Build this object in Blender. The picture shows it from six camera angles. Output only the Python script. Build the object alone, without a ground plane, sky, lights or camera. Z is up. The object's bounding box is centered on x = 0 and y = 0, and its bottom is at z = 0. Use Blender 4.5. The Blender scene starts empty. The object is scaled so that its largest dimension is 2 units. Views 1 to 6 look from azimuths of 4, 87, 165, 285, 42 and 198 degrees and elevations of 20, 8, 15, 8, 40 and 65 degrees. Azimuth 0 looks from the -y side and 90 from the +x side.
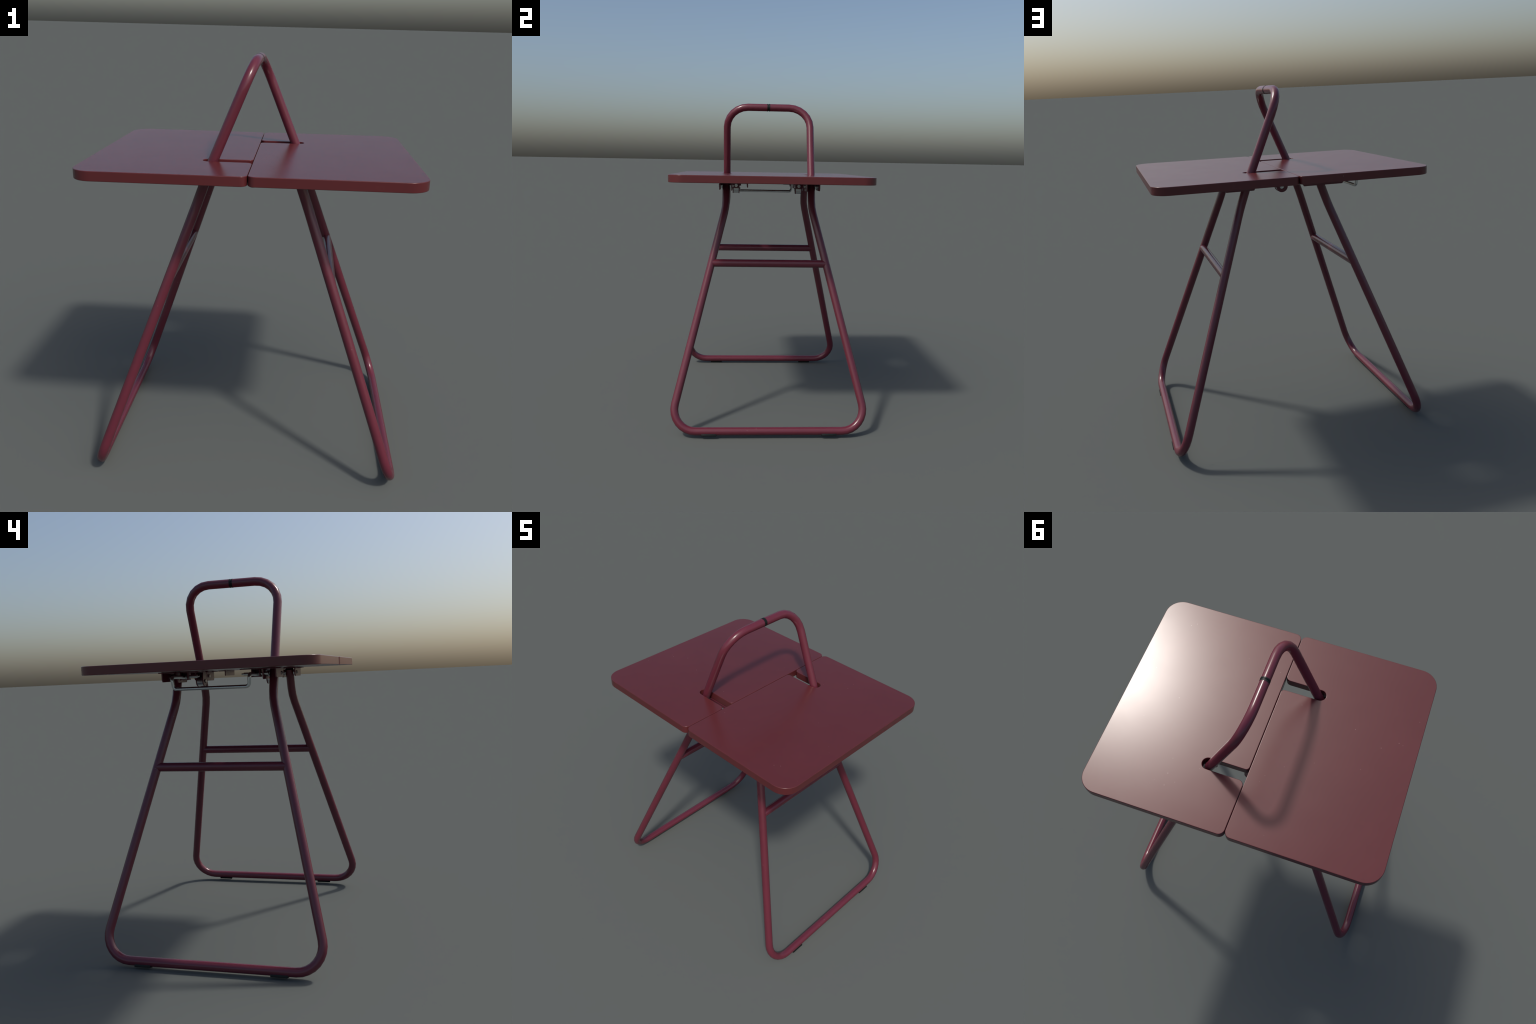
"""Folding tray table: two hinged painted panels, two bent-tube leg frames that run up
through slots in the panels and meet as a carrying handle, with folding hardware below."""
import bpy, bmesh, math
from mathutils import Vector, Matrix

# ------------------------------------------------------------------ sizes (metres)
HALF_X, HALF_Y = 0.7535, 0.596          # tabletop half extents
TOP_Z, BOTTOM_Z = 1.5397, 1.4958       # tabletop faces
CORNER_R, SEAM_R = 0.092, 0.032        # outer corner and seam corner radii
SEAM_GAP = 0.0013                      # half the gap between the panels
EDGE_BEVEL = 0.0030
SLOT_Y, SLOT_HALF, SLOT_END, SLOT_MOUTH_R = 0.274, 0.0300, 0.2300, 0.018
TUBE_R = 0.0239
BAR_X, BAR_Z = 0.7252, 0.0355          # ground bar of a leg frame
HANDLE_Z = 2.0 - TUBE_R - 0.0006       # axis of the grip
NECK_Y = 0.273                         # |y| of the tubes at table height
LEG_SLOPE = 0.3597                     # dx/dz of the legs


def leg_x(z):
    return BAR_X - LEG_SLOPE * (z - BAR_Z)


# ------------------------------------------------------------------ materials
def principled(name):
    m = bpy.data.materials.new(name)
    m.use_nodes = True
    nt = m.node_tree
    return m, nt, nt.nodes["Principled BSDF"]


def paint_material(name, dark, light, rough, grain_scale, bump, coat):
    m, nt, p = principled(name)
    N, L = nt.nodes, nt.links
    tc = N.new("ShaderNodeTexCoord")
    n1 = N.new("ShaderNodeTexNoise")
    n1.inputs["Scale"].default_value = 3.0
    n1.inputs["Detail"].default_value = 5.0
    L.new(tc.outputs["Object"], n1.inputs["Vector"])
    ramp = N.new("ShaderNodeValToRGB")
    ramp.color_ramp.elements[0].position = 0.35
    ramp.color_ramp.elements[0].color = (*dark, 1)
    ramp.color_ramp.elements[1].position = 0.68
    ramp.color_ramp.elements[1].color = (*light, 1)
    L.new(n1.outputs["Fac"], ramp.inputs["Fac"])
    # sparse dust specks and little nicks in the lacquer
    vor = N.new("ShaderNodeTexVoronoi")
    vor.inputs["Scale"].default_value = 24.0
    L.new(tc.outputs["Object"], vor.inputs["Vector"])
    dot = N.new("ShaderNodeMapRange")
    dot.inputs["From Min"].default_value = 0.04
    dot.inputs["From Max"].default_value = 0.075
    dot.inputs["To Min"].default_value = 1.0
    dot.inputs["To Max"].default_value = 0.0
    L.new(vor.outputs["Distance"], dot.inputs["Value"])
    rare = N.new("ShaderNodeTexNoise")
    rare.inputs["Scale"].default_value = 4.5
    rare.inputs["Detail"].default_value = 3.0
    L.new(tc.outputs["Object"], rare.inputs["Vector"])
    gate = N.new("ShaderNodeMapRange")
    gate.inputs["From Min"].default_value = 0.55
    gate.inputs["From Max"].default_value = 0.61
    L.new(rare.outputs["Fac"], gate.inputs["Value"])
    spk = N.new("ShaderNodeMath")
    spk.operation = "MULTIPLY"
    L.new(dot.outputs["Result"], spk.inputs[0])
    L.new(gate.outputs["Result"], spk.inputs[1])
    weak = N.new("ShaderNodeMath")
    weak.operation = "MULTIPLY"
    weak.inputs[1].default_value = 0.30
    L.new(spk.outputs[0], weak.inputs[0])
    mix = N.new("ShaderNodeMix")
    mix.data_type = "RGBA"
    L.new(weak.outputs[0], mix.inputs["Factor"])
    L.new(ramp.outputs["Color"], mix.inputs["A"])
    mix.inputs["B"].default_value = (0.34, 0.22, 0.23, 1)
    L.new(mix.outputs["Result"], p.inputs["Base Color"])
    # roughness wanders slightly
    rr = N.new("ShaderNodeMapRange")
    rr.inputs["From Min"].default_value = 0.3
    rr.inputs["From Max"].default_value = 0.7
    rr.inputs["To Min"].default_value = rough - 0.006
    rr.inputs["To Max"].default_value = rough + 0.006
    n2 = N.new("ShaderNodeTexNoise")
    n2.inputs["Scale"].default_value = 9.0
    L.new(tc.outputs["Object"], n2.inputs["Vector"])
    L.new(n2.outputs["Fac"], rr.inputs["Value"])
    L.new(rr.outputs["Result"], p.inputs["Roughness"])
    # orange-peel micro relief
    n3 = N.new("ShaderNodeTexNoise")
    n3.inputs["Scale"].default_value = grain_scale
    n3.inputs["Detail"].default_value = 2.0
    L.new(tc.outputs["Object"], n3.inputs["Vector"])
    bp = N.new("ShaderNodeBump")
    bp.inputs["Strength"].default_value = bump
    bp.inputs["Distance"].default_value = 0.001
    L.new(n3.outputs["Fac"], bp.inputs["Height"])
    L.new(bp.outputs["Normal"], p.inputs["Normal"])
    p.inputs["Specular IOR Level"].default_value = 0.5
    p.inputs["Coat Weight"].default_value = coat
    p.inputs["Coat Roughness"].default_value = 0.12
    return m


def zinc_material():
    m, nt, p = principled("zinc_plated_steel")
    N, L = nt.nodes, nt.links
    tc = N.new("ShaderNodeTexCoord")
    n = N.new("ShaderNodeTexNoise")
    n.inputs["Scale"].default_value = 40.0
    L.new(tc.outputs["Object"], n.inputs["Vector"])
    ramp = N.new("ShaderNodeValToRGB")
    ramp.color_ramp.elements[0].color = (0.52, 0.56, 0.57, 1)
    ramp.color_ramp.elements[1].color = (0.66, 0.68, 0.68, 1)
    L.new(n.outputs["Fac"], ramp.inputs["Fac"])
    L.new(ramp.outputs["Color"], p.inputs["Base Color"])
    p.inputs["Metallic"].default_value = 1.0
    p.inputs["Roughness"].default_value = 0.22
    return m


def rubber_material():
    m, nt, p = principled("black_plastic")
    N, L = nt.nodes, nt.links
    tc = N.new("ShaderNodeTexCoord")
    n = N.new("ShaderNodeTexNoise")
    n.inputs["Scale"].default_value = 60.0
    L.new(tc.outputs["Object"], n.inputs["Vector"])
    ramp = N.new("ShaderNodeValToRGB")
    ramp.color_ramp.elements[0].color = (0.004, 0.005, 0.005, 1)
    ramp.color_ramp.elements[1].color = (0.008, 0.010, 0.010, 1)
    L.new(n.outputs["Fac"], ramp.inputs["Fac"])
    L.new(ramp.outputs["Color"], p.inputs["Base Color"])
    p.inputs["Roughness"].default_value = 0.5
    p.inputs["Specular IOR Level"].default_value = 0.3
    return m


TOP_PAINT = paint_material("tabletop_lacquer", (0.096, 0.0182, 0.0205), (0.102, 0.0198, 0.0222), 0.265, 220, 0.015, 0.0)
TUBE_PAINT = paint_material("tube_powder_coat", (0.115, 0.0195, 0.0335), (0.124, 0.0215, 0.0370), 0.25, 260, 0.02, 0.0)
ZINC = zinc_material()
BLACK = rubber_material()

# ------------------------------------------------------------------ object helpers
ROOT = bpy.data.objects.new("folding_table", None)
bpy.context.scene.collection.objects.link(ROOT)
ROOT["label"] = "dark red folding tray table with tubular legs and handle"
ROOT["category"] = "folding table"


def add(name, mesh, mat, parent=ROOT):
    mesh.materials.clear()
    mesh.materials.append(mat)
    o = bpy.data.objects.new(name, mesh)
    bpy.context.scene.collection.objects.link(o)
    o.parent = parent
    return o


def smooth_by_angle(me, deg=35):
    bm = bmesh.new()
    bm.from_mesh(me)
    lim = math.radians(deg)
    for f in bm.faces:
        f.smooth = True
    for e in bm.edges:
        if len(e.link_faces) == 2:
            e.smooth = e.calc_face_angle(0) < lim
    bm.to_mesh(me)
    bm.free()


def mesh_from(name, verts, faces, deg=35):
    me = bpy.data.meshes.new(name)
    me.from_pydata([tuple(v) for v in verts], [], faces)
    bm = bmesh.new()
    bm.from_mesh(me)
    bmesh.ops.recalc_face_normals(bm, faces=bm.faces)
    bm.to_mesh(me)
    bm.free()
    smooth_by_angle(me, deg)
    return me


def fillet(points, radii, step_deg=15.0):
    """Polyline with every inner corner replaced by an arc of the given radius."""
    pts = [Vector(p) for p in points]
    out = [pts[0]]
    for i in range(1, len(pts) - 1):
        r = radii[i - 1]
        a = (pts[i - 1] - pts[i]).normalized()
        b = (pts[i + 1] - pts[i]).normalized()
        turn = math.pi - a.angle(b)
        if r <= 0 or turn < 1e-4:
            out.append(pts[i])
            continue
        t = r * math.tan(turn / 2)
        centre = pts[i] + (a + b).normalized() * (r / math.cos(turn / 2))
        s = pts[i] + a * t - centre
        e = pts[i] + b * t - centre
        n = max(2, round(math.degrees(turn) / step_deg))
        axis = s.cross(e).normalized()
        for k in range(n + 1):
            out.append(centre + Matrix.Rotation(turn * k / n, 3, axis) @ s)
    out.append(pts[-1])
    return out


def sweep(name, path, radius, sides=20, cap=True, start_up=Vector((0, 0, 1))):
    """Round tube along a polyline, rings mitred at every vertex."""
    n = len(path)
    tang = []
    for i in range(n):
        a = (path[i] - path[i - 1]).normalized() if i else None
        b = (path[i + 1] - path[i]).normalized() if i < n - 1 else None
        tang.append(((a or b) + (b or a)).normalized())
    up = start_up - tang[0] * start_up.dot(tang[0])
    if up.length < 1e-3:
        up = tang[0].orthogonal()
    up.normalize()
    verts, faces = [], []
    for i in range(n):
        if i:
            up = tang[i - 1].rotation_difference(tang[i]) @ up
            up = (up - tang[i] * up.dot(tang[i])).normalized()
        side = tang[i].cross(up)
        for k in range(sides):
            w = 2 * math.pi * k / sides
            verts.append(path[i] + (up * math.cos(w) + side * math.sin(w)) * radius)
    for i in range(n - 1):
        for k in range(sides):
            a, b = i * sides + k, i * sides + (k + 1) % sides
            faces.append((a, b, b + sides, a + sides))
    if cap:
        faces.append(tuple(range(sides))[::-1])
        faces.append(tuple((n - 1) * sides + k for k in range(sides)))
    return mesh_from(name, verts, faces, 50)


def arc(cx, cy, r, a0, a1, n):
    return [(cx + r * math.cos(math.radians(a0 + (a1 - a0) * i / n)),
             cy + r * math.sin(math.radians(a0 + (a1 - a0) * i / n))) for i in range(n + 1)]


def prism(name, outline, z0, z1, bevel=0.0, segs=2, deg=35):
    """Extrude a flat outline from z0 to z1, rounding the rims."""
    bm = bmesh.new()
    low = [bm.verts.new((x, y, z0)) for x, y in outline]
    f = bm.faces.new(low)
    up = bmesh.ops.extrude_face_region(bm, geom=[f])
    bmesh.ops.translate(bm, vec=(0, 0, z1 - z0), verts=[g for g in up["geom"] if isinstance(g, bmesh.types.BMVert)])
    bmesh.ops.recalc_face_normals(bm, faces=bm.faces)
    if bevel > 0:
        rim = [e for e in bm.edges if abs(e.verts[0].co.z - e.verts[1].co.z) < 1e-6]
        bmesh.ops.bevel(bm, geom=rim, offset=bevel, segments=segs, profile=0.5, affect="EDGES")
    me = bpy.data.meshes.new(name)
    bm.to_mesh(me)
    bm.free()
    smooth_by_angle(me, deg)
    if bevel > 0:
        # keep the flat faces flat: only the rounded rim turns the normal
        vn = [v.normal.copy() for v in me.vertices]
        for v in me.vertices:
            d0, d1 = v.co.z - z0, z1 - v.co.z
            if d1 < 1e-6:
                vn[v.index] = Vector((0, 0, 1))
            elif d0 < 1e-6:
                vn[v.index] = Vector((0, 0, -1))
            elif abs(min(d0, d1) - bevel) < 1e-5:
                vn[v.index] = Vector((vn[v.index].x, vn[v.index].y, 0)).normalized()
        me.normals_split_custom_set_from_vertices([tuple(n) for n in vn])
    return me


def box(name, x0, x1, y0, y1, z0, z1, bevel=0.0012):
    bm = bmesh.new()
    bmesh.ops.create_cube(bm, size=1)
    for v in bm.verts:
        v.co = Vector(((x0 + x1) / 2 + v.co.x * (x1 - x0), (y0 + y1) / 2 + v.co.y * (y1 - y0), (z0 + z1) / 2 + v.co.z * (z1 - z0)))
    if bevel:
        bmesh.ops.bevel(bm, geom=bm.edges[:], offset=bevel, segments=2, profile=0.5, affect="EDGES")
    me = bpy.data.meshes.new(name)
    bm.to_mesh(me)
    bm.free()
    smooth_by_angle(me, 35)
    return me


def plate_xz(name, outline, y0, y1, bevel=0.0):
    """Flat plate standing in the xz plane between two y values."""
    me = prism(name, [(x, -z) for x, z in outline], y0, y1, bevel, 1)
    me.transform(Matrix.Rotation(math.radians(-90), 4, "X"))   # (x, -z, y) -> (x, y, z)
    return me


def rod(name, p, q, r, sides=16):
    return sweep(name, [Vector(p), Vector(q)], r, sides)


def joined(name, meshes):
    bm = bmesh.new()
    for me in meshes:
        bm.from_mesh(me)
    out = bpy.data.meshes.new(name)
    bm.to_mesh(out)
    bm.free()
    return out


HALF_TURN = Matrix.Rotation(math.pi, 4, "Z")


def turned(me):
    c = me.copy()
    c.transform(HALF_TURN)
    return c


# ------------------------------------------------------------------ tabletop panels
def panel_outline():
    """+x panel, counter-clockwise, with the handle slot open to the seam at +y."""
    g, h, m = SEAM_GAP, SLOT_HALF, SLOT_MOUTH_R
    pts = arc(g + SEAM_R, -HALF_Y + SEAM_R, SEAM_R, 180, 270, 8)
    pts += arc(HALF_X - CORNER_R, -HALF_Y + CORNER_R, CORNER_R, -90, 0, 10)
    pts += arc(HALF_X - CORNER_R, HALF_Y - CORNER_R, CORNER_R, 0, 90, 10)
    pts += arc(g + SEAM_R, HALF_Y - SEAM_R, SEAM_R, 90, 180, 8)
    pts += arc(g + m * 1.5, SLOT_Y + h + m * 1.5, m * 1.5, 180, 270, 6)
    pts += [(SLOT_END - h + h * math.sin(math.radians(t)), SLOT_Y + h * math.cos(math.radians(t)))
            for t in range(0, 181, 15)]
    pts += arc(g + m, SLOT_Y - h - m, m, 90, 180, 6)
    return pts


panel = prism("tabletop_panel", panel_outline(), BOTTOM_Z, TOP_Z, EDGE_BEVEL, 3, 40)
add("tabletop_panel", panel, TOP_PAINT)
add("tabletop_panel", turned(panel), TOP_PAINT)

# ------------------------------------------------------------------ tube frames and handle
NECK_Z, SPREAD_Z, FOOT_Y = 1.500, 1.333, 0.597
SHORT_END_Z = 1.486
grip_end = 0.0075                      # half the width of the black joint
tall = [(0, grip_end, HANDLE_Z), (0, NECK_Y, HANDLE_Z), (leg_x(NECK_Z), NECK_Y, NECK_Z)]
handle_path = fillet(tall, [0.138], 14)
frame_pts = [(leg_x(NECK_Z), NECK_Y, NECK_Z), (leg_x(SPREAD_Z), NECK_Y, SPREAD_Z),
             (BAR_X, FOOT_Y, BAR_Z), (BAR_X, -FOOT_Y, BAR_Z),
             (leg_x(SPREAD_Z), -NECK_Y, SPREAD_Z), (leg_x(SHORT_END_Z), -NECK_Y, SHORT_END_Z)]
frame_path = fillet(frame_pts, [0.36, 0.128, 0.128, 0.36], 13)
handle_me = sweep("handle", handle_path, TUBE_R, 20)
frame_me = sweep("leg_frame", frame_path, TUBE_R, 20)

# crossbar between the legs of a frame
CROSS_Z = 0.9905
t = (SPREAD_Z - CROSS_Z) / (SPREAD_Z - BAR_Z)
cross_y = NECK_Y + (FOOT_Y - NECK_Y) * t
cross_me = rod("crossbar", (leg_x(CROSS_Z), -cross_y + 0.006, CROSS_Z), (leg_x(CROSS_Z), cross_y - 0.006, CROSS_Z), TUBE_R + 0.0006, 20)

# rubber glides under the ground bar
LEAN = math.atan(LEG_SLOPE)             # pads sit square to the leaning frame


def foot_pad(y0, y1):
    me = box("foot_pad", -0.0180, 0.0180, y0, y1, -0.0286, -0.0100, 0.003)
    me.transform(Matrix.Translation((BAR_X, 0, BAR_Z)) @ Matrix.Rotation(-LEAN, 4, "Y"))
    return me


pad_me, pad_low = foot_pad(0.312, 0.401), foot_pad(-0.401, -0.312)

for turn in (False, True):
    pick = turned if turn else (lambda m: m)
    fr = add("leg_frame", pick(frame_me), TUBE_PAINT)
    add("handle", pick(handle_me), TUBE_PAINT)
    add("crossbar", pick(cross_me), TUBE_PAINT, fr)
    add("foot_pad", pick(pad_me), BLACK, fr)
    add("foot_pad", pick(pad_low), BLACK, fr)

# black joint where the two handle halves meet: two collars with a groove
prof = [(-0.0095, TUBE_R - 0.003), (-0.0095, TUBE_R + 0.0006), (-0.0025, TUBE_R + 0.0006), (-0.0015, TUBE_R - 0.0015),
        (0.0015, TUBE_R - 0.0015), (0.0025, TUBE_R + 0.0006), (0.0095, TUBE_R + 0.0006), (0.0095, TUBE_R - 0.003)]
vs, fs, S = [], [], 24
for y, r in prof:
    vs += [(r * math.cos(2 * math.pi * k / S), y, HANDLE_Z + r * math.sin(2 * math.pi * k / S)) for k in range(S)]
for i in range(len(prof)):
    j = (i + 1) % len(prof)
    fs += [(i * S + k, i * S + (k + 1) % S, j * S + (k + 1) % S, j * S + k) for k in range(S)]
add("handle_joint", mesh_from("handle_joint", vs, fs, 30), BLACK)


# ------------------------------------------------------------------ folding hardware under the top
U = BOTTOM_Z - 0.0006                  # plates hang just below the panel
CHEEK_Z = 1.4435


def cheek(name, x0, x1, y0, y1, z0, ch=0.012):
    return plate_xz(name, [(x0, U), (x0, z0 + ch), (x0 + ch * 0.7, z0), (x1 - ch * 0.7, z0), (x1, z0 + ch), (x1, U)], y0, y1)


def bracket_parts(tall_leg, long_arm):
    """U-shaped pivot bracket around the +x, +y leg neck; the lever side has longer arms."""
    x0, x1 = 0.172, 0.345
    ox0 = 0.100 if long_arm and not tall_leg else x0
    ix0 = 0.032 if long_arm else x0
    parts = [cheek("mounting_bracket", ox0, x1, 0.3075, 0.3145, CHEEK_Z),
             cheek("mounting_bracket", x0, x1 - 0.03, 0.2335, 0.2400, CHEEK_Z - 0.006)]
    if long_arm:                                                # shallow arm towards the hinge, rolled upper edge of the long arm
        parts.append(cheek("mounting_bracket", ix0, x0 - 0.0004, 0.2335, 0.2400, 1.4680, 0.006))
        parts.append(rod("mounting_bracket", (ix0, 0.2385, U - 0.0085), (x1 - 0.05, 0.2385, U - 0.0085), 0.0045, 10))
    px0 = 0.2360 if tall_leg else x0 + 0.001
    parts.append(box("mounting_bracket", px0, x1 - 0.001, 0.2402, 0.3073, U - 0.006, U - 0.0002, 0.001))
    for y0, y1 in ((0.214, 0.2333), (0.3147, 0.336)):           # screw lugs
        parts.append(box("mounting_bracket", 0.262, 0.338, y0, y1, U - 0.0055, U - 0.0002, 0.001))
    return joined("mounting_bracket", parts)


def bracket_pin():
    px, pz = leg_x(1.466), 1.466
    parts = [rod("pivot_bolt", (px, 0.229, pz), (px, 0.320, pz), 0.0075)]
    for y0, y1 in ((0.2402, 0.2490), (0.2970, 0.3073)):
        parts.append(rod("pivot_bolt", (px, y0, pz), (px, y1, pz), 0.0165, 20))
    for y0, y1 in ((0.2262, 0.2333), (0.3147, 0.3200)):
        parts.append(rod("pivot_bolt", (px, y0, pz), (px, y1, pz), 0.0095, 6))
    return joined("pivot_bolt", parts)


def mirrored_y(me):
    c = me.copy()
    c.transform(Matrix.Scale(-1, 4, (0, 1, 0)))
    c.flip_normals()
    return c


pin = bracket_pin()
for turn in (False, True):
    pick = turned if turn else (lambda m: m)
    b = add("mounting_bracket", pick(bracket_parts(True, turn)), TUBE_PAINT)
    add("pivot_bolt", pick(pin), ZINC, b)
    b = add("mounting_bracket", pick(mirrored_y(bracket_parts(False, turn))), TUBE_PAINT)
    add("pivot_bolt", pick(mirrored_y(pin)), ZINC, b)

# hinges that join the panels across the seam
HX, HZ, HR = -0.003, 1.4420, 0.034


def ear_plate(y0, y1):
    """Rounded ear with a bolt hole, hanging from the panel."""
    n, hr = 28, 0.0120
    verts, faces = [], []
    outer, inner = [], []
    for k in range(n):
        w = 2 * math.pi * k / n
        c, s = math.cos(w), math.sin(w)
        z = s * HR
        if s > 0:                                   # upper half squares off against the panel
            x, z = c * HR if abs(c) > 0.7 else c * HR, min(s * HR * 2.2, U - HZ)
        else:
            x = c * HR
        outer.append((HX + x, HZ + z))
        inner.append((HX + hr * c, HZ - 0.003 + hr * s))
    for y in (y0, y1):
        verts += [(x, y, z) for x, z in outer] + [(x, y, z) for x, z in inner]
    for k in range(n):
        j = (k + 1) % n
        faces += [(k, j, n + j, n + k), (2 * n + k, 3 * n + k, 3 * n + j, 2 * n + j),
                  (k, 2 * n + k, 2 * n + j, j), (n + k, n + j, 3 * n + j, 3 * n + k)]
    return mesh_from("hinge_ear", verts, faces, 35)


def hinge_leaf(sign, y0, y1):
    x0, x1 = sorted((HX + sign * 0.036, HX + sign * 0.118))
    return box("hinge_leaf", x0, x1, y0, y1, U - 0.0065, U - 0.0002, 0.001)


for side in (1, -1):
    ya, yb = sorted((side * 0.187, side * 0.2325))
    h = bpy.data.objects.new("hinge", None)
    bpy.context.scene.collection.objects.link(h)
    h.parent = ROOT
    add("hinge_ear", ear_plate(ya, ya + 0.0055), TUBE_PAINT, h)
    add("hinge_ear", ear_plate(yb - 0.0055, yb), TUBE_PAINT, h)
    leaf = joined("hinge_leaf", [hinge_leaf(1, ya - 0.008, yb + 0.003), hinge_leaf(-1, ya - 0.003, yb + 0.008),
                                 plate_xz("hinge_leaf", [(HX + 0.012, U), (HX + 0.012, HZ + 0.001), (HX + 0.036, HZ + 0.003), (HX + 0.036, U)], ya + 0.0058, yb - 0.0058)])
    add("hinge_leaf", leaf, TUBE_PAINT, h)
    add("hinge_barrel", rod("hinge_barrel", (HX, ya + 0.0057, HZ - 0.002), (HX, yb - 0.0057, HZ - 0.002), 0.0305, 28), ZINC, h)
    add("hinge_bolt", joined("hinge_bolt", [
        rod("hinge_bolt", (HX + 0.030, (ya + yb) / 2, HZ + 0.020), (HX + 0.052, (ya + yb) / 2, HZ + 0.020), 0.0105, 18),
        rod("hinge_bolt", (HX, ya - 0.006, HZ - 0.003), (HX, yb + 0.006, HZ - 0.003), 0.008, 14)]), ZINC, h)

# stiffening flanges beneath the +x panel
for y in (0.140, -0.140):
    fl = [cheek("stiffener_flange", 0.250, 0.445, y - 0.003, y + 0.003, 1.4630, 0.006)]
    ya, yb = sorted((y + math.copysign(0.0032, y), y + math.copysign(0.045, y)))
    fl.append(box("stiffener_flange", 0.251, 0.444, ya, yb, U - 0.005, U - 0.0002, 0.001))
    add("stiffener_flange", joined("stiffener_flange", fl), TUBE_PAINT)

# wire release lever: a U-shaped wire that draws two sprung locking pins out of the leg brackets
LX, LZ, WIRE = -0.4670, 1.4065, 0.0094
PX, PZ = -0.2980, 1.4670                # locking pin axis
half = [(PX, 0.198, PZ), (LX - 0.006, 0.206, PZ), (LX, 0.200, LZ)]
lever_pts = half + [(x, -y, z) for x, y, z in reversed(half)]
add("release_lever", sweep("release_lever", fillet(lever_pts, [0.016, 0.018, 0.018, 0.016], 22), WIRE, 12), ZINC)
for side in (1, -1):
    def span(p, q):
        return sorted((side * p, side * q))

    pin_me = joined("locking_pin", [rod("locking_pin", (PX, side * 0.130, PZ), (PX, side * 0.262, PZ), 0.0080, 14),
                                    rod("locking_pin", (PX, side * 0.118, PZ), (PX, side * 0.1299, PZ), 0.0045, 10)])
    i0, i1 = span(0.1745, 0.1800)
    o0, o1 = span(0.2170, 0.2225)
    m0, m1 = span(0.1803, 0.2167)
    b0, b1 = span(0.116, 0.2320)
    parts = [box("lever_bracket", PX - 0.020, PX + 0.024, i0, i1, 1.4495, U - 0.0052, 0.001),
             box("lever_bracket", PX - 0.020, PX + 0.024, o0, o1, 1.4495, U - 0.0052, 0.001),
             box("lever_bracket", PX + 0.0185, PX + 0.0238, m0, m1, 1.4495, U - 0.0052, 0.001),
             box("lever_bracket", PX - 0.030, PX + 0.030, b0, b1, U - 0.005, U - 0.0002, 0.001)]
    lb = add("lever_bracket", joined("lever_bracket", parts), TUBE_PAINT)
    add("locking_pin", pin_me, ZINC, lb)
    turns, per = 7, 12
    coil = [Vector((PX + 0.0115 * math.cos(2 * math.pi * i / per), side * (0.1815 + 0.034 * i / (turns * per)),
                    PZ + 0.0115 * math.sin(2 * math.pi * i / per))) for i in range(turns * per + 1)]
    add("coil_spring", sweep("coil_spring", coil, 0.0018, 6), ZINC, lb)

# the whole table stands with a barely perceptible lean
LEAN_Y = 0.0042
ROOT.rotation_euler = (0, -LEAN_Y, 0)
ROOT.location = (LEAN_Y * 0.78 + 0.0008, 0, 0)
